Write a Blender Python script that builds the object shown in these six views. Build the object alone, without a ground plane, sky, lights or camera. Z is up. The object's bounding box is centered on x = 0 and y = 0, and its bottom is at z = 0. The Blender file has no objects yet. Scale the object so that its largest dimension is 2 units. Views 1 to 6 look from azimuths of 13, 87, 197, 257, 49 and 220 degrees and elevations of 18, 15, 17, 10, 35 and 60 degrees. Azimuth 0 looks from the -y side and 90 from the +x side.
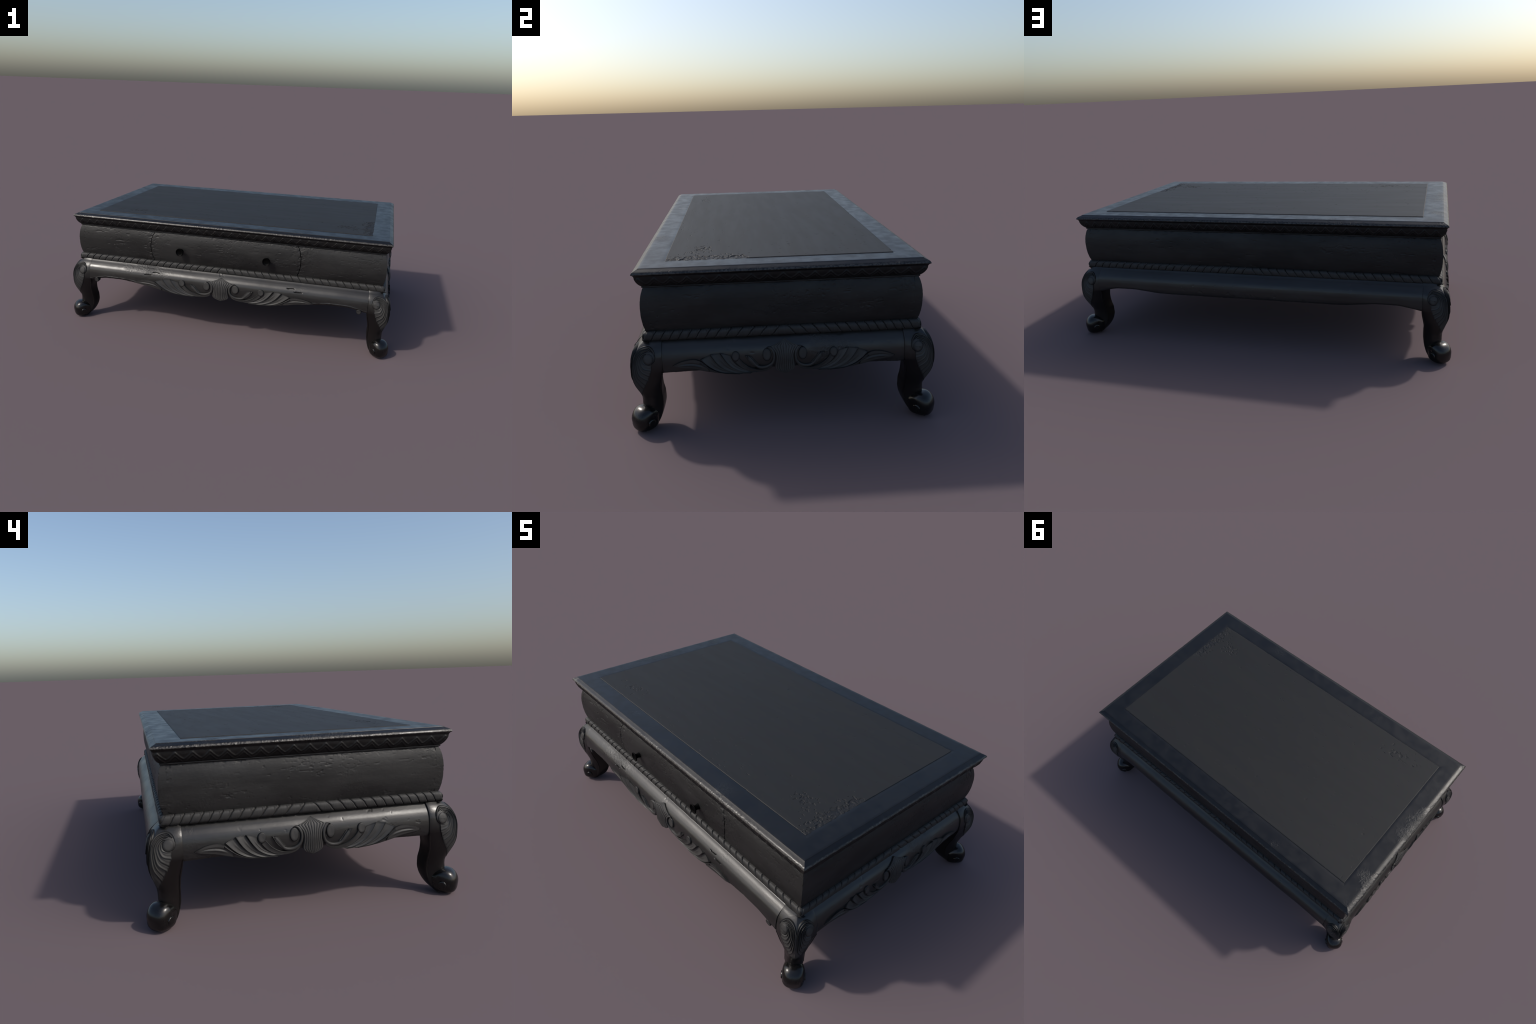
import bpy, math
import numpy as np
from mathutils import Vector

# ------------------------------------------------------------------ frame
X, Y = 0.9655, 0.578          # half size of the table top at its outer lip
TOP = 0.681                   # height of the table top
OX, OY = 0.9465, 0.5735         # leg axis (each leg is symmetric about its diagonal)
R2 = math.sqrt(2.0)

# ------------------------------------------------------------------ noise
def _hash(ix, iy, iz, seed):
    n = (ix * 374761393 + iy * 668265263 + iz * 2147483647 + seed * 974711) & 0xffffffff
    n = ((n ^ (n >> 13)) * 1274126177) & 0xffffffff
    n = ((n ^ (n >> 16)) * 2246822519) & 0xffffffff
    return ((n ^ (n >> 15)) & 0xffff) / 65535.0

def vnoise(p, seed=0):
    p = np.asarray(p, float)
    i = np.floor(p).astype(np.int64)
    f = p - i
    f = f * f * (3 - 2 * f)
    out = 0.0
    for dx in (0, 1):
        for dy in (0, 1):
            for dz in (0, 1):
                w = (f[..., 0] if dx else 1 - f[..., 0]) * (f[..., 1] if dy else 1 - f[..., 1]) * (f[..., 2] if dz else 1 - f[..., 2])
                out = out + w * _hash(i[..., 0] + dx, i[..., 1] + dy, i[..., 2] + dz, seed)
    return out * 2 - 1

def fbm(p, octaves=4, seed=0):
    p = np.asarray(p, float)
    a, t, out = 1.0, 0.0, 0.0
    for o in range(octaves):
        out = out + a * vnoise(p * 2.03 ** o + o * 17.3, seed + o)
        t += a
        a *= 0.5
    return out / t

def sstep(a, b, x):
    t = np.clip((np.asarray(x, float) - a) / (b - a), 0, 1)
    return t * t * (3 - 2 * t)

def tab(pts):
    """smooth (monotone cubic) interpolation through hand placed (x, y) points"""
    pts = sorted(pts)
    xs = np.array([p[0] for p in pts]); ys = np.array([p[1] for p in pts])
    d = np.diff(ys) / np.diff(xs)
    m = np.zeros_like(ys)
    m[0], m[-1] = d[0], d[-1]
    for i in range(1, len(ys) - 1):
        m[i] = 0 if d[i - 1] * d[i] <= 0 else 2 * d[i - 1] * d[i] / (d[i - 1] + d[i])
    def f(x):
        x = np.clip(np.asarray(x, float), xs[0], xs[-1])
        k = np.clip(np.searchsorted(xs, x) - 1, 0, len(xs) - 2)
        h = xs[k + 1] - xs[k]
        t = (x - xs[k]) / h
        return ((2 * t**3 - 3 * t**2 + 1) * ys[k] + (t**3 - 2 * t**2 + t) * h * m[k]
                + (-2 * t**3 + 3 * t**2) * ys[k + 1] + (t**3 - t**2) * h * m[k + 1])
    return f

def spline(pts, n):
    """Catmull-Rom through 2D points, resampled to n even steps"""
    p = np.array(pts, float)
    p = np.vstack([2 * p[0] - p[1], p, 2 * p[-1] - p[-2]])
    out = []
    for i in range(1, len(p) - 2):
        t = np.linspace(0, 1, 24, endpoint=False)[:, None]
        a, b, c, d = p[i - 1], p[i], p[i + 1], p[i + 2]
        out.append(0.5 * (2 * b + (c - a) * t + (2 * a - 5 * b + 4 * c - d) * t**2 + (3 * b - a - 3 * c + d) * t**3))
    out = np.vstack(out + [p[-2][None]])
    s = np.concatenate([[0], np.cumsum(np.linalg.norm(np.diff(out, axis=0), axis=1))])
    q = np.linspace(0, s[-1], n)
    return np.stack([np.interp(q, s, out[:, k]) for k in range(out.shape[1])], 1)

# ------------------------------------------------------------------ scene graph
ROOT = bpy.data.objects.new("coffee_table", None)
bpy.context.scene.collection.objects.link(ROOT)
ROOT["label"] = "black lacquered carved wooden low table with claw-ball cabriole legs"
ROOT["category"] = "coffee table"

def make_mesh(name, verts, faces, angle=38):
    me = bpy.data.meshes.new(name)
    me.from_pydata([tuple(map(float, v)) for v in verts], [], faces)
    me.update()
    me.shade_smooth()
    me.set_sharp_from_angle(angle=math.radians(angle))
    return me

def add(name, me, mat, parent=None):
    ob = bpy.data.objects.new(name, me)
    bpy.context.scene.collection.objects.link(ob)
    ob.parent = parent or ROOT
    if mat and not me.materials:
        me.materials.append(mat)
    return ob

class Mesh:
    """collects grids and solids into one mesh"""
    def __init__(self):
        self.v, self.f = [], []
    def grid(self, P, flip=False, close_u=False, close_v=False):
        nu, nv = P.shape[:2]
        b = len(self.v)
        self.v.extend(P.reshape(-1, 3).tolist())
        for i in range(nu if close_u else nu - 1):
            i2 = (i + 1) % nu
            for j in range(nv if close_v else nv - 1):
                j2 = (j + 1) % nv
                q = (b + i * nv + j, b + i2 * nv + j, b + i2 * nv + j2, b + i * nv + j2)
                self.f.append(q[::-1] if flip else q)
        return b
    def solid(self, P, Q, flip=False, full_back=True):
        """closed block between a front grid P and a back grid Q"""
        nu, nv = P.shape[:2]
        b = self.grid(P, flip)
        loop = ([(i, 0) for i in range(nu)] + [(nu - 1, j) for j in range(1, nv)]
                + [(i, nv - 1) for i in range(nu - 2, -1, -1)] + [(0, j) for j in range(nv - 2, 0, -1)])
        if full_back:
            c = self.grid(Q, not flip)
            idx = {ij: c + ij[0] * nv + ij[1] for ij in loop}
        else:
            c = len(self.v)
            idx = {}
            for k, ij in enumerate(loop):
                self.v.append(Q[ij].tolist()); idx[ij] = c + k
            f = [idx[ij] for ij in loop]
            self.f.append(f if flip else f[::-1])
        for k in range(len(loop)):
            a, d = loop[k], loop[(k + 1) % len(loop)]
            q = (b + d[0] * nv + d[1], b + a[0] * nv + a[1], idx[a], idx[d])
            self.f.append(q[::-1] if flip else q)
    def build(self, name, mat, parent=None, angle=38):
        return add(name, make_mesh(name, self.v, self.f, angle), mat, parent)

# the four sides: u runs along the side, off is the distance outside the lip line
SIDES = ("front", "right", "back", "left")
def half(side, off=0.0):
    return (X if side in ("front", "back") else Y) + off
def place(side, u, off, z):
    u, off, z = np.broadcast_arrays(np.asarray(u, float), np.asarray(off, float), np.asarray(z, float))
    if side == "front": return np.stack([u, -(Y + off), z], -1)
    if side == "right": return np.stack([X + off, u, z], -1)
    if side == "back":  return np.stack([-u, Y + off, z], -1)
    return np.stack([-(X + off), -u, z], -1)

# ------------------------------------------------------------------ materials
def material(name, col, col2=None, rough=0.45, rough2=None, scale=3.0, streak=(1, 1, 1), spec=0.5,
             fine=0.15, fine_scale=160.0, crackle=0.0, crackle_scale=60.0, crackle_lo=0.55,
             wear=None, zmix=None, coat=0.0, low=None, band=None, cavity=0.0, rough_end=None):
    m = bpy.data.materials.new(name)
    m.use_nodes = True
    nt = m.node_tree
    N, L = nt.nodes, nt.links
    for n in list(N): N.remove(n)
    out = N.new("ShaderNodeOutputMaterial")
    bs = N.new("ShaderNodeBsdfPrincipled")
    L.new(bs.outputs[0], out.inputs[0])
    bs.inputs["Specular IOR Level"].default_value = spec
    bs.inputs["Coat Weight"].default_value = coat
    bs.inputs["Coat Roughness"].default_value = 0.12
    tc = N.new("ShaderNodeTexCoord")
    def noise(sc, detail=4, vec=None, rgh=0.55):
        n = N.new("ShaderNodeTexNoise")
        n.inputs["Scale"].default_value = sc
        n.inputs["Detail"].default_value = detail
        n.inputs["Roughness"].default_value = rgh
        L.new(vec or tc.outputs["Object"], n.inputs["Vector"])
        return n.outputs["Fac"]
    def ramp(src, a, b, lo=0.0, hi=1.0):
        n = N.new("ShaderNodeMapRange")
        n.interpolation_type = "SMOOTHSTEP"
        n.inputs["From Min"].default_value = a; n.inputs["From Max"].default_value = b
        n.inputs["To Min"].default_value = lo; n.inputs["To Max"].default_value = hi
        L.new(src, n.inputs["Value"])
        return n.outputs["Result"]
    def math_(op, a, b):
        n = N.new("ShaderNodeMath"); n.operation = op
        for k, s in enumerate((a, b)):
            if isinstance(s, (int, float)): n.inputs[k].default_value = s
            else: L.new(s, n.inputs[k])
        return n.outputs[0]
    def mix(fac, a, b):
        n = N.new("ShaderNodeMix"); n.data_type = "RGBA"
        L.new(fac, n.inputs["Factor"])
        for k, s in (("A", a), ("B", b)):
            sock = [i for i in n.inputs if i.name == k and i.type == "RGBA"][0]
            if isinstance(s, tuple): sock.default_value = (*s, 1)
            else: L.new(s, sock)
        return [o for o in n.outputs if o.type == "RGBA"][0]
    mp = N.new("ShaderNodeMapping")
    mp.inputs["Scale"].default_value = streak
    L.new(tc.outputs["Object"], mp.inputs["Vector"])
    blotch = ramp(noise(scale, 6, mp.outputs[0], 0.64), 0.36, 0.64)
    c = mix(blotch, col, col2 or tuple(v * 0.6 for v in col))
    sep = N.new("ShaderNodeSeparateXYZ")
    L.new(tc.outputs["Object"], sep.inputs[0])
    if low:        # surfaces below a height take another colour (chipped layer)
        c = mix(ramp(sep.outputs["Z"], low[1] - 0.0002, low[1] + 0.0002), low[0], c)
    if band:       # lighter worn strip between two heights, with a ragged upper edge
        zb = math_("ADD", sep.outputs["Z"], math_("MULTIPLY", math_("SUBTRACT", noise(70.0, 5), 0.5), 0.016))
        k = math_("MULTIPLY", ramp(zb, band[2], band[2] - 0.003), ramp(sep.outputs["Z"], band[1], band[1] + 0.001))
        c = mix(math_("MULTIPLY", k, ramp(noise(120.0, 4), 0.35, 0.6)), c, band[0])
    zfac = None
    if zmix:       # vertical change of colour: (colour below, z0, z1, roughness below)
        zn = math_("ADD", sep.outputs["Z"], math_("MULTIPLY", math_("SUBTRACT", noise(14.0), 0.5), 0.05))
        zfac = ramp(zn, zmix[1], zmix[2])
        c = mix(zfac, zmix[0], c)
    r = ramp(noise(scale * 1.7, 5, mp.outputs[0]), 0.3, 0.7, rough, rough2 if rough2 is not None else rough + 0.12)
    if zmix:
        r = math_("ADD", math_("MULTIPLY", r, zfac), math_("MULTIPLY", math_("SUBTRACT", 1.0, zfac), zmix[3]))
    # bump: fine grain plus patches of crackled lacquer
    h = math_("MULTIPLY", noise(fine_scale, 3, mp.outputs[0]), fine)
    if crackle:
        mn = noise(3.4, 5)
        if rough_end is not None:      # one end of the frame is rubbed rough
            mn = math_("ADD", mn, math_("MULTIPLY", ramp(sep.outputs["X"], rough_end + 0.06, rough_end - 0.05), 0.13))
        mask = ramp(mn, crackle_lo, crackle_lo + 0.2)
        ck = noise(crackle_scale, 6, None, 0.62)
        h = math_("ADD", h, math_("MULTIPLY", math_("MULTIPLY", mask, ramp(ck, 0.35, 0.65)), crackle))
    bump = N.new("ShaderNodeBump")
    bump.inputs["Strength"].default_value = 0.8
    bump.inputs["Distance"].default_value = 0.004
    L.new(h, bump.inputs["Height"])
    L.new(bump.outputs[0], bs.inputs["Normal"])
    if wear:       # rubbed lacquer on exposed edges
        ge = N.new("ShaderNodeNewGeometry")
        e = math_("MULTIPLY", ramp(ge.outputs["Pointiness"], wear[1], wear[2]), ramp(noise(45.0, 4), 0.42, 0.58))
        c = mix(e, c, wear[0])
        r = math_("ADD", r, math_("MULTIPLY", e, 0.1))
    if cavity:     # occlusion shade baked into the base colour of carved hollows
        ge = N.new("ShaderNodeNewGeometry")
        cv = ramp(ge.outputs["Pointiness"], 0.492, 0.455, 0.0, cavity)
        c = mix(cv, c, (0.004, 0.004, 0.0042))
    L.new(c, bs.inputs["Base Color"])
    L.new(r, bs.inputs["Roughness"])
    return m

M_FRAME = material("lacquer_frame", (0.0022, 0.0022, 0.0026), (0.0048, 0.0047, 0.0048), 0.31, 0.44, 11, (1, 1, 1), 0.46, 0.05,
                   140, 0.42, 75, 0.58, band=((0.050, 0.046, 0.041), TOP - 0.0225, TOP - 0.0105), rough_end=-0.885)
M_INLAY = material("matt_inlay", (0.0134, 0.0131, 0.0124), (0.0120, 0.0120, 0.0119), 0.58, 0.63, 5, (0.35, 2.2, 1), 0.34, 0.03, 90,
                   low=((0.0105, 0.0108, 0.012), TOP + 0.0004))
M_BODY = material("panel_lacquer", (0.0160, 0.0155, 0.0147), (0.0060, 0.0056, 0.0054), 0.46, 0.62, 3.2, (0.8, 0.8, 2.2), 0.40,
                  0.12, 60, 0.35, 60, 0.54)
M_FRIEZE = material("frieze_lacquer", (0.0070, 0.0066, 0.0062), (0.0050, 0.0046, 0.0044), 0.46, 0.60, 12, (1, 1, 1), 0.34, 0.2, 120)
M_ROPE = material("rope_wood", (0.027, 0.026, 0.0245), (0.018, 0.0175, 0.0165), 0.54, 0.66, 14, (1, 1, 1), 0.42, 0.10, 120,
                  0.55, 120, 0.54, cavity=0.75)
M_ROPECORE = material("rope_groove", (0.011, 0.0105, 0.010), None, 0.6, 0.7, 14, (1, 1, 1), 0.2)  # rope colour darkened to paint the shadow between strands
M_APRON = material("apron_lacquer", (0.0165, 0.0160, 0.0150), (0.0105, 0.0100, 0.0095), 0.30, 0.42, 5, (0.6, 0.6, 1.5), 0.55,
                   0.06, 130, 0.45, 85, 0.54)
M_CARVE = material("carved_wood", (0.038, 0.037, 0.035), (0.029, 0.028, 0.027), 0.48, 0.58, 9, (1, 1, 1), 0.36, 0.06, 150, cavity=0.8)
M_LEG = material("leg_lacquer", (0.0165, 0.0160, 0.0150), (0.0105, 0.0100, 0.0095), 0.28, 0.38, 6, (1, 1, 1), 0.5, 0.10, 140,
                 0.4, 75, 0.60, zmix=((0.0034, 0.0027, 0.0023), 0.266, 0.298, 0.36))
M_FOOT = material("foot_lacquer", (0.0040, 0.0037, 0.0034), (0.0028, 0.0025, 0.0023), 0.24, 0.30, 8, (1, 1, 1), 0.5, 0.03, 120)
M_KNOB = material("knob_metal", (0.0008, 0.0008, 0.0008), (0.0006, 0.0006, 0.0006), 0.5, 0.55, 20, (1, 1, 1), 0.06, 0.05, 120)
M_INNER = material("inner_wood", (0.004, 0.0036, 0.0033), None, 0.7, 0.8, 6)

# ------------------------------------------------------------------ table top
def dents(u, v, seed, lu=26.0, lv=60.0, cut=0.42):
    """sparse gouges, elongated along the grain (u)"""
    n = fbm(np.stack([u * lu, v * lv, np.full_like(u, seed * 3.7)], -1), 4, seed)
    reg = sstep(0.0, 0.35, fbm(np.stack([u * 4, v * 7, np.full_like(u, seed * 9.1)], -1), 2, seed + 50))
    return sstep(cut, cut + 0.12, n) * reg

def build_top():
    # profile of the frame: (offset from the lip, height); inner edge first
    # (two facets at the edge: a flat upper bevel, then a steep rounded lip)
    rim = [(-0.1195, TOP - 0.012), (-0.1195, TOP - 0.0005), (-0.118, TOP), (-0.10, TOP), (-0.06, TOP), (-0.035, TOP), (-0.0245, TOP), (-0.0236, TOP - 0.0003), (-0.0230, TOP - 0.0016),
           (-0.0195, TOP - 0.0034), (-0.0150, TOP - 0.0054), (-0.0105, TOP - 0.0074), (-0.0075, TOP - 0.0088), (-0.0052, TOP - 0.0102), (-0.0034, TOP - 0.0119),
           (-0.0019, TOP - 0.0139), (-0.0007, TOP - 0.0160), (0.0, TOP - 0.0180),
           (-0.0005, TOP - 0.0196), (-0.0024, TOP - 0.0212), (-0.006, TOP - 0.0238), (-0.0095, TOP - 0.0300), (-0.03, TOP - 0.031)]
    off = np.array([p[0] for p in rim]); zz = np.array([p[1] for p in rim])
    m = Mesh()
    for side in SIDES:
        n = 1400 if side in ("front", "back") else 860
        a = np.linspace(-1, 1, n)[:, None]
        o, z = np.tile(off, (n, 1)), np.tile(zz, (n, 1))
        u = a * (half(side) + o)
        P = place(side, u, o, z)
        lip = np.exp(-((o + 0.004) / 0.008) ** 2) * (z < TOP - 0.002)
        rub = sstep(-0.15, 0.25, fbm(np.stack([u * 5, 0 * u, 0 * u + SIDES.index(side) * 7.7], -1), 3, 41)) * sstep(-0.016, -0.006, o + 0.004 * fbm(P * 40, 3, 12))
        edge = np.clip((1 - np.abs(a)) * half(side) / 0.01, 0, 1)
        d = lip * edge * (-0.0009 * dents(u + 3 * SIDES.index(side), z * 2, 5 + SIDES.index(side), 55, 90, 0.12)
                          + 0.0003 * fbm(P * 60, 3, 9) + 0.0011 * rub * fbm(P * [150, 150, 190], 3, 19))
        P = place(side, u, o + d, z + d * 0.6)
        m.grid(P, flip=True)
    ob = m.build("top_frame", M_FRAME, angle=30)
    # inlay panel, a thin slab let into the frame; its lacquer is chipped along the right end
    a, b = 0.8495, 0.4615
    # finer steps where the lacquer is broken
    xs = np.concatenate([[-a, -a + 0.0011], np.linspace(-a + 0.0022, -0.80, 36, endpoint=False), np.linspace(-0.80, 0.60, 330, endpoint=False), np.linspace(0.60, a - 0.0022, 205), [a - 0.0011, a]])
    ys = np.concatenate([[-b, -b + 0.0011], np.linspace(-b + 0.0022, -0.10, 296, endpoint=False), np.linspace(-0.10, b - 0.0022, 135), [b - 0.0011, b]])
    gx, gy = np.meshgrid(xs, ys, indexing="ij")
    def chipped(x, y):
        q = np.stack([x * 22, y * 22, 0 * x], -1)
        n = fbm(q, 6, 21)
        d_right = a - x
        # big flake along the right end, near the front corner
        w = 0.034 + 0.022 * vnoise(np.stack([y * 14, 0 * y, 0 * y], -1), 4)
        f = sstep(0.012, -0.012, d_right - (w + 0.040 * n)) * sstep(-0.115, -0.150, y + 0.03 * n)
        big = sstep(0.35, 0.65, f) * (0.75 + 0.25 * np.sign(fbm(q * 1.1, 3, 77)))
        d_left = a + x
        left = sstep(0.004, -0.002, d_left - (0.014 * n - 0.003)) * sstep(0.36, 0.40, np.abs(y))
        patch = np.exp(-(((x - 0.70) / 0.060) ** 2 + ((y + 0.325) / 0.040) ** 2))
        patch = np.maximum(patch, 0.75 * np.exp(-(((x - 0.755) / 0.05) ** 2 + ((y + 0.36) / 0.03) ** 2)))
        patch = np.maximum(patch, 0.95 * np.exp(-((d_right - 0.02) / 0.040) ** 2) * sstep(-0.12, -0.17, y))
        patch2 = 0.7 * np.exp(-(((x + 0.62) / 0.09) ** 2 + ((y + 0.37) / 0.035) ** 2))
        fine = fbm(q * 4.4, 4, 33)
        spots = sstep(0.42, 0.56, fine * 0.8 + np.maximum(patch, patch2) * 0.55)
        edge = np.minimum(np.minimum(d_right, d_left), b - np.abs(y))
        nick = sstep(0.80, 0.88, n + 0.42 * np.exp(-edge / 0.006)) * np.exp(-edge / 0.015)
        crumble = big * (1 - big) * 4
        return np.clip(np.maximum.reduce([big, left, spots * 0.7, nick]), 0, 1), np.clip(f * (1.2 - f) * 2.4, 0, 1) + 0.8 * spots + 0.5 * big
    c, crumb = chipped(gx, gy)
    e = np.minimum(a - np.abs(gx), b - np.abs(gy))
    h = TOP + 0.0022 - 0.0026 * c + 0.0015 * crumb * fbm(np.stack([gx * 110, gy * 110, 0 * gx], -1), 3, 8) - 0.0016 * np.clip(1 - e / 0.0022, 0, 1)
    m = Mesh()
    P = np.stack([gx, gy, h], -1)
    Q = np.stack([gx, gy, 0 * gx + TOP - 0.010], -1)
    m.solid(P, Q, full_back=False)
    m.build("inlay_panel", M_INLAY, angle=55)

# ------------------------------------------------------------------ frieze with zigzag carving
FRIEZE = tab([(0.6500, -0.0095), (0.6420, -0.0105), (0.6330, -0.0135), (0.6240, -0.0180), (0.6150, -0.0245), (0.6060, -0.0335)])
def build_frieze():
    for side in SIDES:
        L = 2 * half(side)
        period = 0.0505 if side in ("front", "back") else 0.0615
        n = int(L / 0.0027)
        nv = 26
        a = np.linspace(-1, 1, n)[:, None]
        v = np.linspace(0, 1, nv)[None, :]
        z = 0.6510 + (0.6055 - 0.6510) * v + 0 * a
        o = FRIEZE(z)
        u = a * (half(side) + o)
        ph = np.abs(((u / period) % 1.0) * 2 - 1)             # 1 at peaks, 0 in valleys
        mid = 0.80 - 0.56 * ph ** 1.25                        # centre line of the band (v grows downwards)
        d = (v - mid) * 0.046 * 0.60
        band = sstep(0.0064, 0.0044, np.abs(d)) * (1.0 - 0.55 * sstep(0.0036, 0.0012, np.abs(d)))
        tooth = 0.35 * sstep(0.003, 0.007, d)                 # flat below the band
        edge = sstep(0.0, 0.10, v) * sstep(1.0, 0.88, v) * np.clip((1 - np.abs(a)) * half(side) / 0.012, 0, 1)
        h = 0.0030 * band * edge + 0.0010 * tooth * edge + 0.0006 * edge * fbm(np.stack([u * 55, z * 90, 0 * u], -1), 3, 3)
        P = place(side, u, o + h * 0.9, z - h * 0.35)
        Q = place(side, a * (half(side) - 0.05 + 0 * v), -0.05 + 0 * z, z)
        m = Mesh()
        m.solid(P, Q, flip=True, full_back=False)
        m.build("zigzag_moulding", M_FRIEZE, angle=45)
    # small fillet under the frieze
    m = Mesh()
    for side in SIDES:
        prof = [(-0.05, 0.6075), (-0.0325, 0.6072), (-0.0312, 0.6050), (-0.0318, 0.6025), (-0.0345, 0.6008), (-0.05, 0.6005)]
        o = np.array([p[0] for p in prof])[None]; z = np.array([p[1] for p in prof])[None]
        a = np.linspace(-1, 1, 60)[:, None]
        m.grid(place(side, a * (half(side) + o), o + 0 * a, z + 0 * a), flip=True)
    m.build("frieze_fillet", M_BODY, angle=50)

# ------------------------------------------------------------------ body with drawer
BULGE = tab([(0.415, -0.0350), (0.424, -0.0325), (0.445, -0.0272), (0.470, -0.0232), (0.495, -0.0212), (0.520, -0.0208),
             (0.545, -0.0222), (0.568, -0.0255), (0.590, -0.0315), (0.603, -0.0365)])
def seam(z):
    return 0.4405 + 1.6 * (BULGE(z) + 0.0345)
def panel(name, side, lo, hi, seed, rag):
    """bulged panel from lo(z) to hi(z) along the side; rag = how chipped the two ends are"""
    n = max(40, int((hi(0.5) - lo(0.5)) / 0.0028)); nv = 76
    a = np.linspace(0, 1, n)[:, None]
    z = np.linspace(0.4145, 0.6035, nv)[None, :] + 0 * a
    u0, u1 = lo(z), hi(z)
    u = u0 + (u1 - u0) * a
    o = BULGE(z)
    p = np.stack([u, z, 0 * u + seed * 5.3], -1)
    e0, e1 = u - u0, u1 - u
    ends = np.maximum(np.exp(-e0 / 0.035) * rag[0], np.exp(-e1 / 0.035) * rag[1])
    topz = np.exp(-(0.603 - z) / 0.014); botz = np.exp(-(z - 0.4145) / 0.010)
    rough = fbm(p * [60, 110, 1], 4, seed)
    d = 0.0006 * fbm(p * [7, 10, 1], 3, seed + 3)
    near = np.clip(ends + topz + 0.8 * botz, 0, 1)
    d = d - 0.0022 * sstep(0.02, 0.22, rough + ends * 0.7 + 0.5 * topz + 0.45 * botz - 0.42) * near
    d = d + 0.0010 * near * fbm(p * [150, 190, 1], 3, seed + 21)
    d = d - 0.0017 * dents(u, z, seed + 7, 26, 110, 0.32 if side == "front" else 0.37)
    d = d - 0.0016 * dents(u, z, seed + 13, 75, 110, 0.36 if side == "front" else 0.40)
    crk = np.abs(fbm(p * [11, 60, 1], 3, seed + 17))
    d = d - 0.0014 * sstep(0.030, 0.010, crk) * sstep(0.15, 0.3, fbm(p * [6, 14, 1], 2, seed + 19))
    P = place(side, u, o + d, z)
    Q = place(side, u0 + 0.0 + (u1 - u0) * a, -0.052 + 0 * z, z)
    m = Mesh()
    m.solid(P, Q, full_back=False)
    return m.build(name, M_BODY, angle=60)

def build_body():
    end = lambda s, k: (lambda z: k * (half(s) + BULGE(z)))
    gap = 0.0021
    panel("front_panel", "front", end("front", -1), lambda z: -seam(z) - gap, 1, (0.6, 0.7))
    panel("front_panel", "front", lambda z: seam(z) + gap, end("front", 1), 2, (0.9, 0.8))
    drawer = panel("drawer", "front", lambda z: -seam(z) + gap, lambda z: seam(z) - gap, 3, (0.6, 0.7))
    panel("side_panel", "right", end("right", -1), end("right", 1), 4, (0.7, 0.9))
    panel("side_panel", "left", end("left", -1), end("left", 1), 5, (0.9, 0.9))
    panel("back_panel", "back", end("back", -1), end("back", 1), 6, (0.5, 0.8))
    # dark carcass behind the panels
    m = Mesh()
    zs = np.array([0.386, 0.664])
    for sx, sy, ex, ey in ((0, 0, X - 0.046, Y - 0.046),):
        ring = np.array([(-ex, -ey), (ex, -ey), (ex, ey), (-ex, ey)])
        P = np.array([[(*r, z) for r in ring] for z in zs])
        b = m.grid(P, flip=True, close_v=True)
        m.f.append((b, b + 3, b + 2, b + 1)); m.f.append((b + 4, b + 5, b + 6, b + 7))
    m.build("carcass", M_INNER)
    # turned knobs: flared rim, hollow face, thick neck
    prof = [(0.0, 0.0165), (0.011, 0.0165), (0.0150, 0.0175), (0.0185, 0.0205), (0.0205, 0.0222), (0.0222, 0.0208), (0.0224, 0.0185),
            (0.0195, 0.0160), (0.0125, 0.0130), (0.0108, 0.0080), (0.0112, 0.0), (0.0135, -0.0090), (0.015, -0.014)]
    th = np.linspace(0, 2 * math.pi, 40, endpoint=False)
    for kx in (-0.2668, 0.2655):
        P = np.zeros((40, len(prof), 3))
        for j, (r, y) in enumerate(prof):
            P[:, j] = np.stack([kx + 1.07 * r * np.cos(th), 0 * th - 0.5655 - y, 0.5005 + 1.07 * r * np.sin(th)], 1)
        m = Mesh(); m.grid(P, close_u=True)
        m.build("knob", M_KNOB, drawer, 60)

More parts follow.
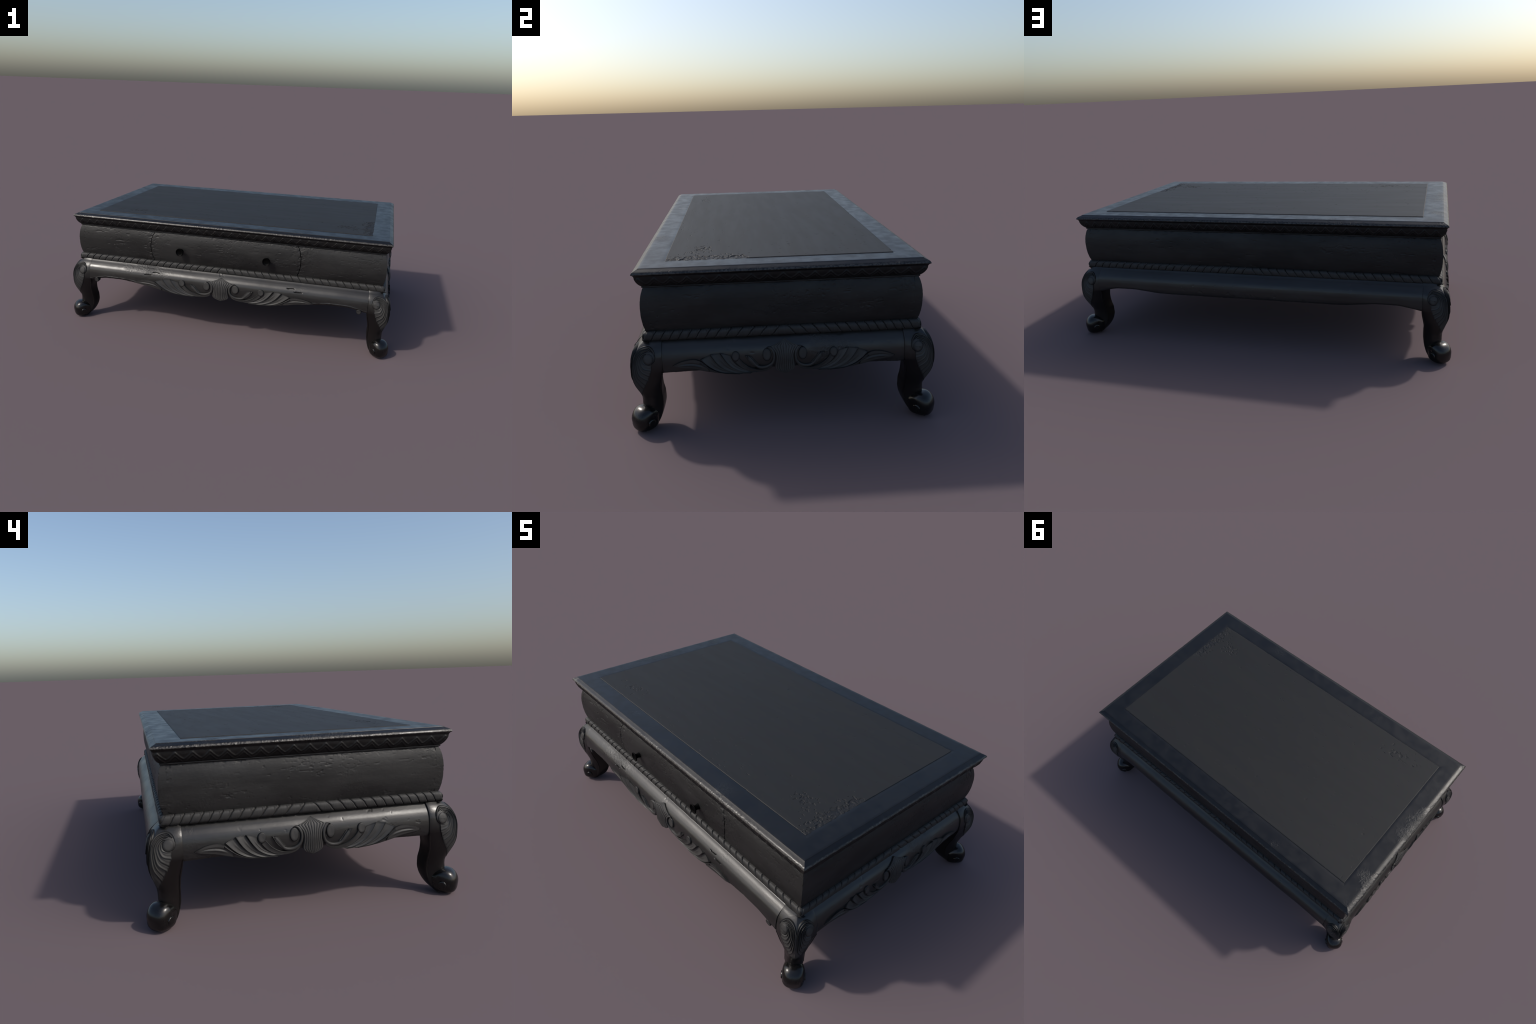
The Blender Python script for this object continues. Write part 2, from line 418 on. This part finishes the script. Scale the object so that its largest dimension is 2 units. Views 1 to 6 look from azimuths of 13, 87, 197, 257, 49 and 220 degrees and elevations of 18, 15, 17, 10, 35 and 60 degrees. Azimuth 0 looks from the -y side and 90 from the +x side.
# ------------------------------------------------------------------ rope moulding
RZ, RO = 0.4015, -0.0365      # axis height and offset of the rope
RA, RB = 0.0195, 0.0200       # reach outwards, half height
def build_rope():
    def strand(name, slant):
        nu, nv = 25, 21
        t = np.linspace(-0.5, 0.5, nu)[:, None]
        th = np.linspace(-1.75, 1.75, nv)[None, :]
        q = np.abs(2 * t)
        r = 0.99 - 0.18 * q ** 11 + 0.015 * np.cos(3 * t)
        r = r + 0.03 * np.exp(-((t - 0.40) / 0.05) ** 2)            # little crest along one edge
        s = t + slant * (0.50 * np.sin(th * 0.9) + 0.06 * th)
        g = lambda c, p: np.sign(c) * np.abs(c) ** p
        P = np.stack([s + 0 * th, RA * g(np.cos(th), 0.65) * r, RB * g(np.sin(th), 0.8) * r], -1)
        m = Mesh(); m.grid(P, flip=slant < 2)
        me = make_mesh(name, m.v, m.f, 70)
        me.materials.append(M_ROPE)
        return me
    mesh_l = strand("rope_strand", 0.62)
    mesh_r = strand("rope_strand", -0.62)
    def link(ratio):
        t = np.linspace(-0.5, 0.5, 31)[:, None]; th = np.linspace(-1.75, 1.75, 21)[None, :]
        r = 0.99 - 0.22 * np.abs(2 * t) ** 14
        g = lambda c, p: np.sign(c) * np.abs(c) ** p
        wd = 1.0 - 2 * ratio * (0.50 * np.sin(th * 0.9) + 0.06 * th)
        m = Mesh()
        m.grid(np.stack([t * wd, RA * g(np.cos(th), 0.65) * r, RB * g(np.sin(th), 0.8) * r], -1), flip=True)
        me = make_mesh("rope_link", m.v, m.f, 70); me.materials.append(M_ROPE)
        return me
    mesh_m = link(0.42)
    rot = {"front": 0, "right": math.pi / 2, "back": math.pi, "left": -math.pi / 2}
    rng = np.random.default_rng(4)
    for side in SIDES:
        h = half(side, RO)
        m = Mesh()
        th = np.linspace(-1.6, 1.6, 15)[None, :]
        a = np.linspace(-1, 1, 120)[:, None]
        o = RO + 0.82 * RA * np.cos(th); z = RZ + 0.90 * RB * np.sin(th)
        Q = place(side, a * (half(side) + o), o + 0 * a, z + 0 * a)
        m.grid(Q)
        bed = np.array([(-0.06, 0.3895), (-0.0335, 0.3890), (-0.0300, 0.3865), (-0.0300, 0.3805), (-0.0330, 0.3785), (-0.06, 0.3780)])
        m.grid(place(side, a * (half(side) + bed[None, :, 0]), bed[None, :, 0] + 0 * a, bed[None, :, 1] + 0 * a), flip=True)
        rope = m.build("rope_moulding", M_ROPECORE, None, 60)
        # pitch of the twist: an untwisted link in the middle, strands getting shorter outwards
        if side in ("front", "back"):
            p0, p1, mid = 0.0445, 0.0440, 0.030
        else:
            p0, p1, mid = 0.052, 0.0345, 0.034
        edges = [mid]
        end = h + RA - 0.010
        while edges[-1] < end - 0.02:
            f = edges[-1] / end
            edges.append(edges[-1] + p0 + (p1 - p0) * min(1, f * 1.6))
        k = end / edges[-1]
        edges = [mid] + [mid + (e - mid) * (end - mid) / (edges[-1] - mid) for e in edges[1:]]
        items = [(0.0, 2 * mid * 0.9, 0)]
        for i in range(len(edges) - 1):
            c, w = 0.5 * (edges[i] + edges[i + 1]), edges[i + 1] - edges[i]
            items += [(-c, w, -1), (c, w, 1)]
        for c, w, sgn in items:
            me = mesh_m if sgn == 0 else (mesh_l if sgn < 0 else mesh_r)
            ob = bpy.data.objects.new("rope_strand", me)
            bpy.context.scene.collection.objects.link(ob)
            ob.parent = rope
            p = place(side, c, RO, RZ)
            ob.location = tuple(p)
            ob.rotation_euler = (0, 0, rot[side])
            ob.scale = (w * 0.980, -(0.96 + 0.07 * rng.random()), 0.97 + 0.05 * rng.random())
            if sgn == 0:
                ob.scale.x = 2 * mid * 0.985
                ob.name = "rope_link"
    # rounded knuckles where the ropes meet at the corners
    for sx in (-1, 1):
        for sy in (-1, 1):
            th = np.linspace(0, 2 * math.pi, 28, endpoint=False)[:, None]
            ph = np.linspace(-math.pi / 2, math.pi / 2, 15)[None, :]
            g = lambda c, p: np.sign(c) * np.abs(c) ** p
            d = np.array([[1.0, 0.0]])
            x = 0.019 * g(np.cos(th), 0.7) * g(np.cos(ph), 0.8); y = 0.019 * g(np.sin(th), 0.7) * g(np.cos(ph), 0.8)
            z = 0.0188 * g(np.sin(ph), 0.9) + 0 * th
            P = np.stack([sx * (X + RO - 0.001) + x, sy * (Y + RO - 0.001) + y, RZ + z], -1)
            P = P + 0.0012 * fbm(P * 90, 3, 5)[..., None]
            m = Mesh(); m.grid(P, close_u=True)
            m.build("rope_knuckle", M_ROPE, None, 80)

# ------------------------------------------------------------------ aprons and their carving
AP_FRONT = tab([(0.388, -0.020), (0.380, -0.0125), (0.370, -0.0005), (0.358, 0.0115), (0.345, 0.0200), (0.330, 0.0250), (0.312, 0.0272),
                (0.295, 0.0276), (0.280, 0.0265), (0.265, 0.0245), (0.250, 0.0220), (0.230, 0.0180)])
AP_SIDE = tab([(0.388, -0.0420), (0.380, -0.0360), (0.370, -0.0260), (0.358, -0.0140), (0.345, -0.0050), (0.330, 0.0010), (0.312, 0.0045),
               (0.295, 0.0056), (0.280, 0.0050), (0.265, 0.0032), (0.250, 0.0008), (0.230, -0.0030)])
EDGE_LONG = tab([(0.0, 0.2690), (0.42, 0.2690), (0.50, 0.2705), (0.58, 0.2790), (0.66, 0.2855), (0.74, 0.2850), (0.80, 0.2760), (0.87, 0.2590)])
EDGE_SIDE = tab([(0.0, 0.2560), (0.3, 0.2570), (0.40, 0.2550), (0.5, 0.2520)])
LOBES = tab([(0.0, 0.241), (0.03, 0.249), (0.055, 0.261), (0.09, 0.264), (0.115, 0.259), (0.15, 0.250), (0.19, 0.243), (0.24, 0.242), (0.31, 0.247), (0.36, 0.255),
             (0.41, 0.266), (0.46, 0.275), (0.55, 0.29), (1.0, 0.29)])

def apron_height(side, u):
    """height of the lower edge"""
    au = np.abs(u)
    if side == "back": return EDGE_LONG(au)
    if side == "front": return np.minimum(EDGE_LONG(au), LOBES(au))
    return np.minimum(EDGE_SIDE(au), LOBES(au / 0.8))

def relief_point(side, u, z, h):
    prof = AP_FRONT if side in ("front", "back") else AP_SIDE
    z = np.asarray(z, float)
    sl = (prof(z + 0.002) - prof(z - 0.002)) / 0.004
    k = 1 / np.sqrt(1 + sl ** 2)
    return place(side, u, prof(z) + h * k, z - h * k * sl)

SLOTS = [(0.418, 0.356, 0.023, 0.0025), (0.466, 0.341, 0.027, 0.0031)]
def build_apron(side):
    L = 0.8605 if side in ("front", "back") else 0.4865
    n = 700 if side in ("front", "back") else 400
    nv = 60
    a = np.linspace(-1, 1, n)[:, None]
    u = a * L + np.zeros((1, nv))
    zb = apron_height(side, u)
    v = np.linspace(0, 1, nv)[None, :]
    z = 0.3875 + (zb - 0.3875) * v
    seed = 30 + SIDES.index(side)
    p = np.stack([u, z, 0 * u + seed], -1)
    d = 0.0007 * fbm(p * [9, 14, 1], 3, seed)
    low = np.exp(-(z - zb) / 0.016)
    endr = np.exp(-(L - np.abs(u)) / 0.05)
    ch = fbm(p * [55, 75, 1], 4, seed + 2)
    reg = sstep(-0.1, 0.3, fbm(p * [3.5, 4, 1], 2, seed + 4) + endr * 0.6)
    d = d - 0.0016 * sstep(0.0, 0.3, ch + low * 0.5 - 0.35) * reg * np.clip(low * 1.4, 0, 1)
    if side == "front":
        for su in (-1, 1):
            for cu, cz, ru, rz in SLOTS:
                w = 0.30 * fbm(p * [90, 120, 1], 3, seed + 8 + su)
                q = ((u - su * cu + 0.10 * su * (z - cz)) / ru) ** 2 + ((z - cz) / rz) ** 2
                d = d - 0.0075 * sstep(1.2, 0.5, q + w * 1.2)
    d = d - 0.0010 * dents(u, z, seed + 9, 40, 60, 0.40)
    if side == "front":      # stepped lower edge outside the carving
        k = sstep(0.50, 0.56, np.abs(u))
        g = z - zb
        d = d - k * 0.0042 * sstep(0.0105, 0.0085, g) + k * 0.0014 * np.exp(-((g - 0.0125) / 0.0025) ** 2)
    d = d - 0.0030 * sstep(0.90, 1.0, v) ** 2
    P = relief_point(side, u, z, d)
    Q = place(side, u, -0.060 + 0 * z, z)
    m = Mesh()
    m.solid(P, Q, flip=True, full_back=False)
    return m.build("apron", M_APRON, None, 50)

def relief(side, sx, cl, cr, hf, name, parent, nu=34, nv=15, mat=None, sink=-0.012, mirror=False):
    """raised piece between two curves (u, z); hf(t, q) is its height"""
    k = 0.8 if side in ("right", "left") else 1.0
    A, B = spline(cl, nu), spline(cr, nu)
    q = np.linspace(0, 1, nv)[None, :]
    t = np.linspace(0, 1, nu)[:, None]
    U = A[:, :1] * (1 - q) + B[:, :1] * q
    Z = A[:, 1:] * (1 - q) + B[:, 1:] * q
    H = hf(t + 0 * q, q + 0 * t)
    P = relief_point(side, sx * U * k, Z, H)
    Q = relief_point(side, sx * U * k, Z, 0 * H + sink)
    m = Mesh()
    m.solid(P, Q, flip=sx < 0)
    return m.build(name, mat or M_CARVE, parent, 50)

def boss(side, cu, cz, ru, rz, height, name, parent, sink=-0.01, dome=0.0015, ring=False):
    th = np.linspace(0, 2 * math.pi, 40, endpoint=False)[:, None]
    prof = [(0.02, height), (0.45, height + dome * 0.3), (0.78, height + dome), (0.90, height + dome * 0.6), (0.97, height - 0.0012), (1.0, height - 0.0035), (1.0, sink)]
    r = np.array([p[0] for p in prof])[None]; h = np.array([p[1] for p in prof])[None] + 0 * th
    P = relief_point(side, cu + ru * r * np.cos(th), cz + rz * r * np.sin(th), h)
    m = Mesh(); b = m.grid(P, close_u=True)
    n = len(prof)
    m.f.append([b + i * n for i in range(40)][::-1]); m.f.append([b + i * n + n - 1 for i in range(40)])
    return m.build(name, M_CARVE, parent, 50)

def ribbon(side, sx, spine, width, hf, name, parent, nu=46, nv=13):
    k = 0.8 if side in ("right", "left") else 1.0
    S = spline(spine, nu)
    T = np.gradient(S, axis=0); T /= np.linalg.norm(T, axis=1)[:, None]
    Nn = np.stack([-T[:, 1], T[:, 0]], 1)
    t = np.linspace(0, 1, nu)[:, None]; q = np.linspace(-1, 1, nv)[None, :]
    w = width(t)
    U = S[:, :1] + Nn[:, :1] * q * w; Z = S[:, 1:] + Nn[:, 1:] * q * w
    H = hf(t + 0 * q, q + 0 * t)
    P = relief_point(side, sx * U * k, Z, H); Q = relief_point(side, sx * U * k, Z, 0 * H - 0.011)
    m = Mesh(); m.solid(P, Q, flip=sx > 0)
    return m.build(name, M_CARVE, parent, 50)

def carve_apron(side, parent):
    k = 0.8 if side in ("right", "left") else 1.0
    # fluted shield in the middle
    W = tab([(0.237, 0.008), (0.243, 0.030), (0.250, 0.043), (0.258, 0.050), (0.270, 0.0490), (0.287, 0.0455), (0.305, 0.0440), (0.322, 0.0490),
             (0.334, 0.0600), (0.343, 0.0680), (0.350, 0.0470), (0.358, 0.0235), (0.367, 0.001)])
    nz, na = 64, 145
    z = np.linspace(0.367, 0.237, nz)[None, :]
    a = np.linspace(-1, 1, na)[:, None]
    flute = np.abs(np.sin((np.abs(a) * 4.5 + 0.5) * math.pi)) ** 0.40
    zz = z + 0.0028 * (1 - flute) * sstep(0.262, 0.238, z)
    u = a * W(z) * k
    H = (0.0056 + 0.0024 * flute * (0.3 + 0.7 * sstep(0.362, 0.34, z)) + 0.0048 * (1 - a ** 2) * sstep(0.36, 0.29, z)
         + 0.003 * sstep(0.275, 0.245, z))
    H = H - 0.0018 * sstep(0.94, 1.0, np.abs(a))
    m = Mesh()
    m.solid(relief_point(side, u, zz, H), relief_point(side, u, zz, 0 * H - 0.014), flip=True)
    m.build("carved_shield", M_CARVE, parent, 50)
    crest = lambda base, top, rib=0.0016: (lambda t, q: base + top * q ** 2.4 * (0.7 + 0.3 * t)
                                            + rib * np.exp(-((q - 0.42) / 0.10) ** 2) * sstep(0.25, 0.5, t) * sstep(0.95, 0.8, t)
                                            - 0.003 * sstep(0.95, 1.0, q) - 0.002 * sstep(0.06, 0.0, q))
    for sx in (-1, 1):
        # big volute: disc with a band winding round it
        boss(side, sx * 0.0895 * k, 0.3130, 0.0225 * k, 0.0262, 0.0045, "scroll_disc", parent)
        dome = lambda h, e=0.0: (lambda t, q: h * (0.30 + 0.70 * np.sqrt(np.clip(1 - q ** 2, 0, 1))) + e * q)
        ribbon(side, sx, [(0.090, 0.3400), (0.079, 0.3415), (0.0640, 0.3350), (0.0530, 0.3150), (0.0560, 0.2880), (0.0720, 0.2700), (0.100, 0.2600), (0.135, 0.2640), (0.160, 0.2850), (0.186, 0.3100)],
               lambda t: 0.0012 + 0.0062 * sstep(0, 0.14, t) + 0.0035 * np.exp(-((t - 0.9) / 0.10) ** 2) - 0.002 * sstep(0.6, 0.8, t) * 0.5, dome(0.0088, 0.001), "scroll_band", parent)
        # forked leaf tip
        relief(side, sx, [(0.128, 0.2720), (0.148, 0.2910), (0.164, 0.3095)], [(0.150, 0.2660), (0.178, 0.2880), (0.198, 0.3150)], crest(0.0030, 0.0065), "scroll_leaf", parent, 24)
        # lower band carrying the small disc
        ribbon(side, sx, [(0.062, 0.2700), (0.085, 0.2540), (0.125, 0.2470), (0.170, 0.2530), (0.210, 0.2720), (0.240, 0.2990)],
               lambda t: 0.0055 + 0.0070 * sstep(0.2, 1.0, t), lambda t, q: 0.0070 - 0.0022 * (1 - q ** 2) * sstep(0.3, 0.8, t) + 0.001 * q - 0.002 * sstep(0.85, 1, np.abs(q)), "scroll_band", parent)
        boss(side, sx * 0.2445 * k, 0.3130, 0.0205 * k, 0.0200, 0.0056, "scroll_disc", parent)
        # overlapping feathers
        C = [[(0.122, 0.2480), (0.170, 0.2490), (0.220, 0.2650), (0.252, 0.2890), (0.268, 0.3180)],
             [(0.141, 0.2430), (0.200, 0.2440), (0.254, 0.2640), (0.290, 0.2930), (0.320, 0.3285)],
             [(0.175, 0.2370), (0.245, 0.2420), (0.300, 0.2620), (0.338, 0.2890), (0.369, 0.3245)],
             [(0.220, 0.2370), (0.295, 0.2445), (0.345, 0.2600), (0.385, 0.2830), (0.417, 0.3075)]]
        for i in range(3):
            lift = 0.0012
            relief(side, sx, C[i], C[i + 1], crest(lift, 0.0112), "feather", parent, 40, 19)
        relief(side, sx, [(0.225, 0.2375), (0.300, 0.2440), (0.350, 0.2590), (0.388, 0.2790), (0.418, 0.2985)],
               [(0.245, 0.2345), (0.315, 0.2395), (0.370, 0.2480), (0.410, 0.2580), (0.440, 0.2690)],
               lambda t, q: 0.0020 + 0.0085 * np.exp(-(q / 0.28) ** 2) - 0.002 * sstep(0.9, 1, q) - 0.002 * sstep(0.05, 0, q), "feather", parent, 36, 15)
        # long trailing leaf
        relief(side, sx, [(0.385, 0.2800), (0.417, 0.3010), (0.452, 0.3095), (0.495, 0.3060), (0.530, 0.2970), (0.556, 0.2860)],
               [(0.375, 0.2520), (0.410, 0.2590), (0.450, 0.2680), (0.490, 0.2740), (0.530, 0.2790), (0.557, 0.2835)],
               lambda t, q: 0.0042 * sstep(1.0, 0.85, t) + 0.0025 * np.exp(-((q - 0.62) / 0.10) ** 2) * sstep(0.12, 0.3, t) * sstep(0.85, 0.6, t)
               - 0.0030 * np.exp(-((q - 0.46) / 0.09) ** 2) * sstep(0.12, 0.3, t) * sstep(0.85, 0.6, t) + 0.0025 * (1 - q) + 0.0006, "trailing_leaf", parent, 46, 21)
        if side == "front":      # little peg hanging by the leg
            boss(side, sx * 0.8145, 0.2690, 0.0155, 0.0155, 0.0012, "peg", parent, sink=-0.02)

# ------------------------------------------------------------------ legs
S_N = tab([(0.390, -0.032), (0.380, -0.022), (0.370, -0.008), (0.355, 0.008), (0.340, 0.019), (0.320, 0.029), (0.300, 0.0345), (0.280, 0.0370), (0.255, 0.0375), (0.230, 0.0350),
           (0.205, 0.0280), (0.185, 0.0195), (0.165, 0.0095), (0.148, 0.0020), (0.132, -0.0025), (0.120, -0.0030), (0.108, -0.0020), (0.085, -0.006), (0.05, -0.010), (0.02, -0.010), (0.0, -0.02)])
S_F = tab([(0.390, -0.018), (0.380, -0.010), (0.370, 0.001), (0.355, 0.0135), (0.340, 0.0215), (0.320, 0.0265), (0.300, 0.0280), (0.280, 0.0275), (0.265, 0.0265)])
S_R = tab([(0.265, -0.0440), (0.240, -0.0470), (0.200, -0.0485), (0.160, -0.0560), (0.120, -0.0640), (0.095, -0.0655), (0.065, -0.0600), (0.035, -0.0470), (0.012, -0.0300), (0.0, -0.022)])
L_R = tab([(0.265, 0.0812), (0.250, 0.0765), (0.210, 0.0640), (0.170, 0.0515), (0.140, 0.0435), (0.115, 0.0400), (0.090, 0.0390), (0.050, 0.0385), (0.020, 0.0340), (0.0, 0.024)])
S_I = tab([(0.390, -0.125), (0.280, -0.122), (0.255, -0.112), (0.230, -0.105), (0.200, -0.1020), (0.165, -0.1055), (0.130, -0.1130), (0.100, -0.1140), (0.075, -0.1090), (0.050, -0.0970),
           (0.030, -0.0810), (0.014, -0.0620), (0.004, -0.0440), (0.0, -0.034)])
EXPO = tab([(0.39, 1.24), (0.28, 1.22), (0.23, 1.28), (0.19, 1.5), (0.15, 1.9), (0.12, 2.2), (0.0, 2.2)])
def ridge(z):
    z = np.asarray(z, float)
    f = S_F(z)
    s = np.where(z > 0.265, (f - 0.0885) / R2, S_R(z)); l = np.where(z > 0.265, (f + 0.0885) / R2, L_R(z))
    return s, l
def outer_half(z, n=26):
    """half section from the side ridge (t=0) to the nose (t=1): s outwards, l sideways; z scalar"""
    sr, lr = ridge(z)
    e = 2.0 / EXPO(z)
    t = np.linspace(0, math.pi / 2, n)
    return sr + (S_N(z) - sr) * np.sin(t) ** e, lr * np.cos(t) ** e
def leg_place(sx, sy, s, l, z):
    return np.stack([sx * (OX + (s + l) / R2), sy * (OY + (s - l) / R2), z + 0 * s], -1)

def leg_face(sx, sy, face, dy, z, h):
    """point on an outer leg face; dy is the distance along the face measured from the leg axis"""
    dy, z, h = np.broadcast_arrays(dy, z, h)
    out = np.zeros(dy.shape + (3,))
    it = np.nditer(dy, flags=["multi_index"])
    cache = {}
    for _ in it:
        i = it.multi_index
        zk = round(float(z[i]), 4)
        if zk not in cache:
            s, l = outer_half(zk, 60)
            w = (s - l) / R2
            ts, tl = np.gradient(s), np.gradient(l)
            n = np.hypot(ts, tl) + 1e-12
            cache[zk] = (w, s, l, -tl / n, ts / n)
        w, s, l, ns, nl = cache[zk]
        d = min(float(dy[i]), w[-1])
        si, li = np.interp(d, w, s), np.interp(d, w, l)
        a, b = np.interp(d, w, ns), np.interp(d, w, nl)
        if a < 0: a, b = -a, -b
        if li < 1e-4: a, b = 1.0, 0.0
        k = math.hypot(a, b)
        si += a / k * h[i]; li = max(0.0, li + b / k * h[i])
        out[i] = leg_place(sx, sy, si, li if face == 0 else -li, z[i])
    return out

ENDS = [(-0.048, 0.299), (-0.046, 0.273), (-0.037, 0.247), (-0.029, 0.227), (-0.018, 0.204), (-0.010, 0.188), (0.004, 0.150)]
STRANDS = [
    [(-0.026, 0.337), (-0.0165, 0.332), (-0.0130, 0.319), (-0.016, 0.307), (-0.029, 0.300)],
    [(-0.030, 0.343), (-0.0180, 0.340), (-0.0075, 0.328), (-0.006, 0.310), (-0.017, 0.285)],
    [(-0.034, 0.347), (-0.0220, 0.347), (-0.0060, 0.337), (0.0025, 0.318), (0.002, 0.298), (-0.008, 0.270)],
    [(-0.040, 0.350), (-0.0270, 0.353), (-0.0070, 0.345), (0.0060, 0.326), (0.0100, 0.304), (0.002, 0.258)],
    [(-0.047, 0.350), (-0.0330, 0.358), (-0.0090, 0.351), (0.0080, 0.333), (0.0160, 0.304), (0.009, 0.245)],
    [(-0.054, 0.347), (-0.0390, 0.362), (-0.0110, 0.357), (0.0090, 0.339), (0.0210, 0.305), (0.0205, 0.260), (0.014, 0.230)],
    [(-0.0635, 0.332), (-0.0590, 0.352), (-0.0410, 0.3665), (-0.0110, 0.3630), (0.011, 0.343), (0.0300, 0.300), (0.0300, 0.230), (0.0140, 0.175)]]

def build_leg(sx, sy):
    flip = sx * sy > 0
    zs = np.concatenate([np.linspace(0.388, 0.27, 40), np.linspace(0.267, 0.02, 84), np.linspace(0.018, 0.0015, 10)])
    rings = []
    for z in zs:
        s, l = outer_half(z, 26)
        sr, lr = ridge(z)
        q = np.linspace(0, 1, 14)[1:]
        e = 0.86
        is_ = sr + (S_I(z) - sr) * q
        il = lr * (1 - q ** 1.12)
        half_s = np.concatenate([is_[::-1], s]); half_l = np.concatenate([il[::-1], l])
        full_s = np.concatenate([half_s, half_s[-2:0:-1]]); full_l = np.concatenate([half_l, -half_l[-2:0:-1]])
        rings.append(leg_place(sx, sy, full_s, full_l, z))
    P = np.array(rings)
    P = P + (0.0006 * fbm(P * 26, 3, 11))[..., None] * np.array([1, 1, 0])
    m = Mesh()
    b = m.grid(P, flip=flip, close_v=True)
    n = P.shape[1]; k = len(zs)
    top, bot = [b + j for j in range(n)], [b + (k - 1) * n + j for j in range(n)]
    m.f.append(top if not flip else top[::-1]); m.f.append(bot[::-1] if not flip else bot)
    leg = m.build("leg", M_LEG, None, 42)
    # foot: a rolled ball under the ankle, drawn out to a point towards the heel
    th = np.linspace(0, 2 * math.pi, 64, endpoint=False)[:, None]
    ph = np.linspace(-math.pi / 2, math.pi / 2, 33)[None, :]
    inner = sstep(0.2, 0.95, -np.cos(th))
    dth = (th - math.radians(160) + math.pi) % (2 * math.pi) - math.pi
    low = sstep(-0.15, -0.7, np.sin(th))
    nn = 2.0 + 1.1 * low
    box = (np.abs(np.cos(th)) ** nn + np.abs(np.sin(th)) ** nn) ** (-1 / nn)
    rad = (0.0510 + 0.0032 * inner) * box + 0.004 * np.exp(-(dth / 0.22) ** 2) - 0.0020 * np.exp(-((th - 1.9) / 0.5) ** 2)
    ex = 0.52 + 0.26 * np.clip(np.cos(th), 0, 1) ** 0.8 * (1 - 0.4 * low)
    c = np.sign(np.cos(ph)) * np.abs(np.cos(ph)) ** ex
    l = (0.0475 - 0.0020 * inner) * np.sign(np.sin(ph)) * np.abs(np.sin(ph)) ** 0.80
    s = 0.0015 + rad * c * np.cos(th); z = 0.0525 + rad * c * np.sin(th) * 1.02
    z = np.maximum(z, 0.0)
    m = Mesh(); m.grid(leg_place(sx, sy, s + 0 * l, l + 0 * s, z + 0 * l), flip=not flip, close_u=True)
    m.build("foot", M_FOOT, leg, 80)
    # scroll eyes on both sides of the foot
    for k in (-1, 1):
        t = np.linspace(0, 2 * math.pi, 32, endpoint=False)[:, None]
        prof = [(0.0008, 0.0512), (0.011, 0.0516), (0.0148, 0.0510), (0.0163, 0.0494), (0.0168, 0.030)]
        r = np.array([p[0] for p in prof])[None]; w = np.array([p[1] for p in prof])[None]
        m = Mesh()
        b = m.grid(leg_place(sx, sy, 0.002 + r * np.cos(t), k * w + 0 * t, 0.0425 + r * np.sin(t)), flip=(k > 0) != flip, close_u=True)
        m.f.append([b + i * 5 for i in range(32)])
        m.build("scroll_eye", M_FOOT, leg, 50)
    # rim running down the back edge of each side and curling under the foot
    for k in (-1, 1):
        zz = np.linspace(0.262, 0.062, 70)
        sr, lr = ridge(zz)
        C = leg_place(sx, sy, sr + 0.002, k * lr, zz)
        T = np.gradient(C, axis=0); T /= np.linalg.norm(T, axis=1)[:, None]
        A = np.cross(T, [0.3, 0.2, 0.1]); A /= np.linalg.norm(A, axis=1)[:, None]
        B = np.cross(T, A)
        an = np.linspace(0, 2 * math.pi, 10, endpoint=False)
        r = 0.0038 * np.sin(np.linspace(0.12, math.pi - 0.12, 70)) ** 0.3
        P = C[:, None] + r[:, None, None] * (A[:, None] * np.cos(an)[None, :, None] + B[:, None] * np.sin(an)[None, :, None])
        m = Mesh(); m.grid(P, close_v=True)
        m.build("leg_rim", M_LEG, leg, 80)
    # carved scroll leaf on the two outer faces
    for face in (0, 1):
        fl = (face == 0) == flip
        for i in range(len(STRANDS)):
            nu, nv = 40, 11
            if i == 0:
                A = spline([(-0.0300, 0.337), (-0.0200, 0.329), (-0.0205, 0.314), (-0.032, 0.3045), (-0.049, 0.303)], nu)
            else:
                A = spline(STRANDS[i - 1] + [ENDS[i - 1]], nu)
            B = spline(STRANDS[i] + [ENDS[i]], nu)
            q = np.linspace(0, 1, nv)[None, :]; t = np.linspace(0, 1, nu)[:, None]
            D = A[:, :1] * (1 - q) + B[:, :1] * q; Zz = A[:, 1:] * (1 - q) + B[:, 1:] * q
            H = (0.0020 + (0.0062 if i % 2 else 0.0045) * q ** 3.2 + 0.0012 * np.exp(-((q - 0.4) / 0.14) ** 2) * sstep(0.5, 0.7, t) - 0.0010 * sstep(0.9, 1, q)
                 + 0.0012 * sstep(0.0, 0.15, t)) * (1.0 - (0.75 if i > 3 else 0.35) * sstep(0.70, 1.0, t))
            P = leg_face(sx, sy, face, D, Zz, H); Q = leg_face(sx, sy, face, D, Zz, 0 * H - 0.004)
            m = Mesh(); m.solid(P, Q, flip=fl)
            m.build("leaf_strand", M_CARVE, leg, 60)
        for (r0, hh, cz, cd) in ((0.0265, 0.0038, 0.3265, -0.0395), (0.0212, 0.0060, 0.3215, -0.0375)):
            t = np.linspace(0, 2 * math.pi, 40, endpoint=False)[:, None]
            prof = [(0.02, hh), (0.5, hh + 0.0003), (0.85, hh), (0.95, hh - 0.0010), (1.0, hh - 0.0030), (1.0, -0.004)]
            r = r0 * np.array([p[0] for p in prof])[None]; h = np.array([p[1] for p in prof])[None] + 0 * t
            m = Mesh()
            b = m.grid(leg_face(sx, sy, face, cd + r * np.cos(t) * 0.95, cz + r * np.sin(t) * 1.05, h), flip=not fl, close_u=True)
            m.f.append([b + i * 6 for i in range(40)])
            m.build("leaf_eye", M_CARVE, leg, 50)

# ------------------------------------------------------------------ build
build_top()
build_frieze()
build_body()
build_rope()
for side in SIDES:
    ap = build_apron(side)
    if side != "back":
        carve_apron(side, ap)
for sx in (-1, 1):
    for sy in (-1, 1):
        build_leg(sx, sy)
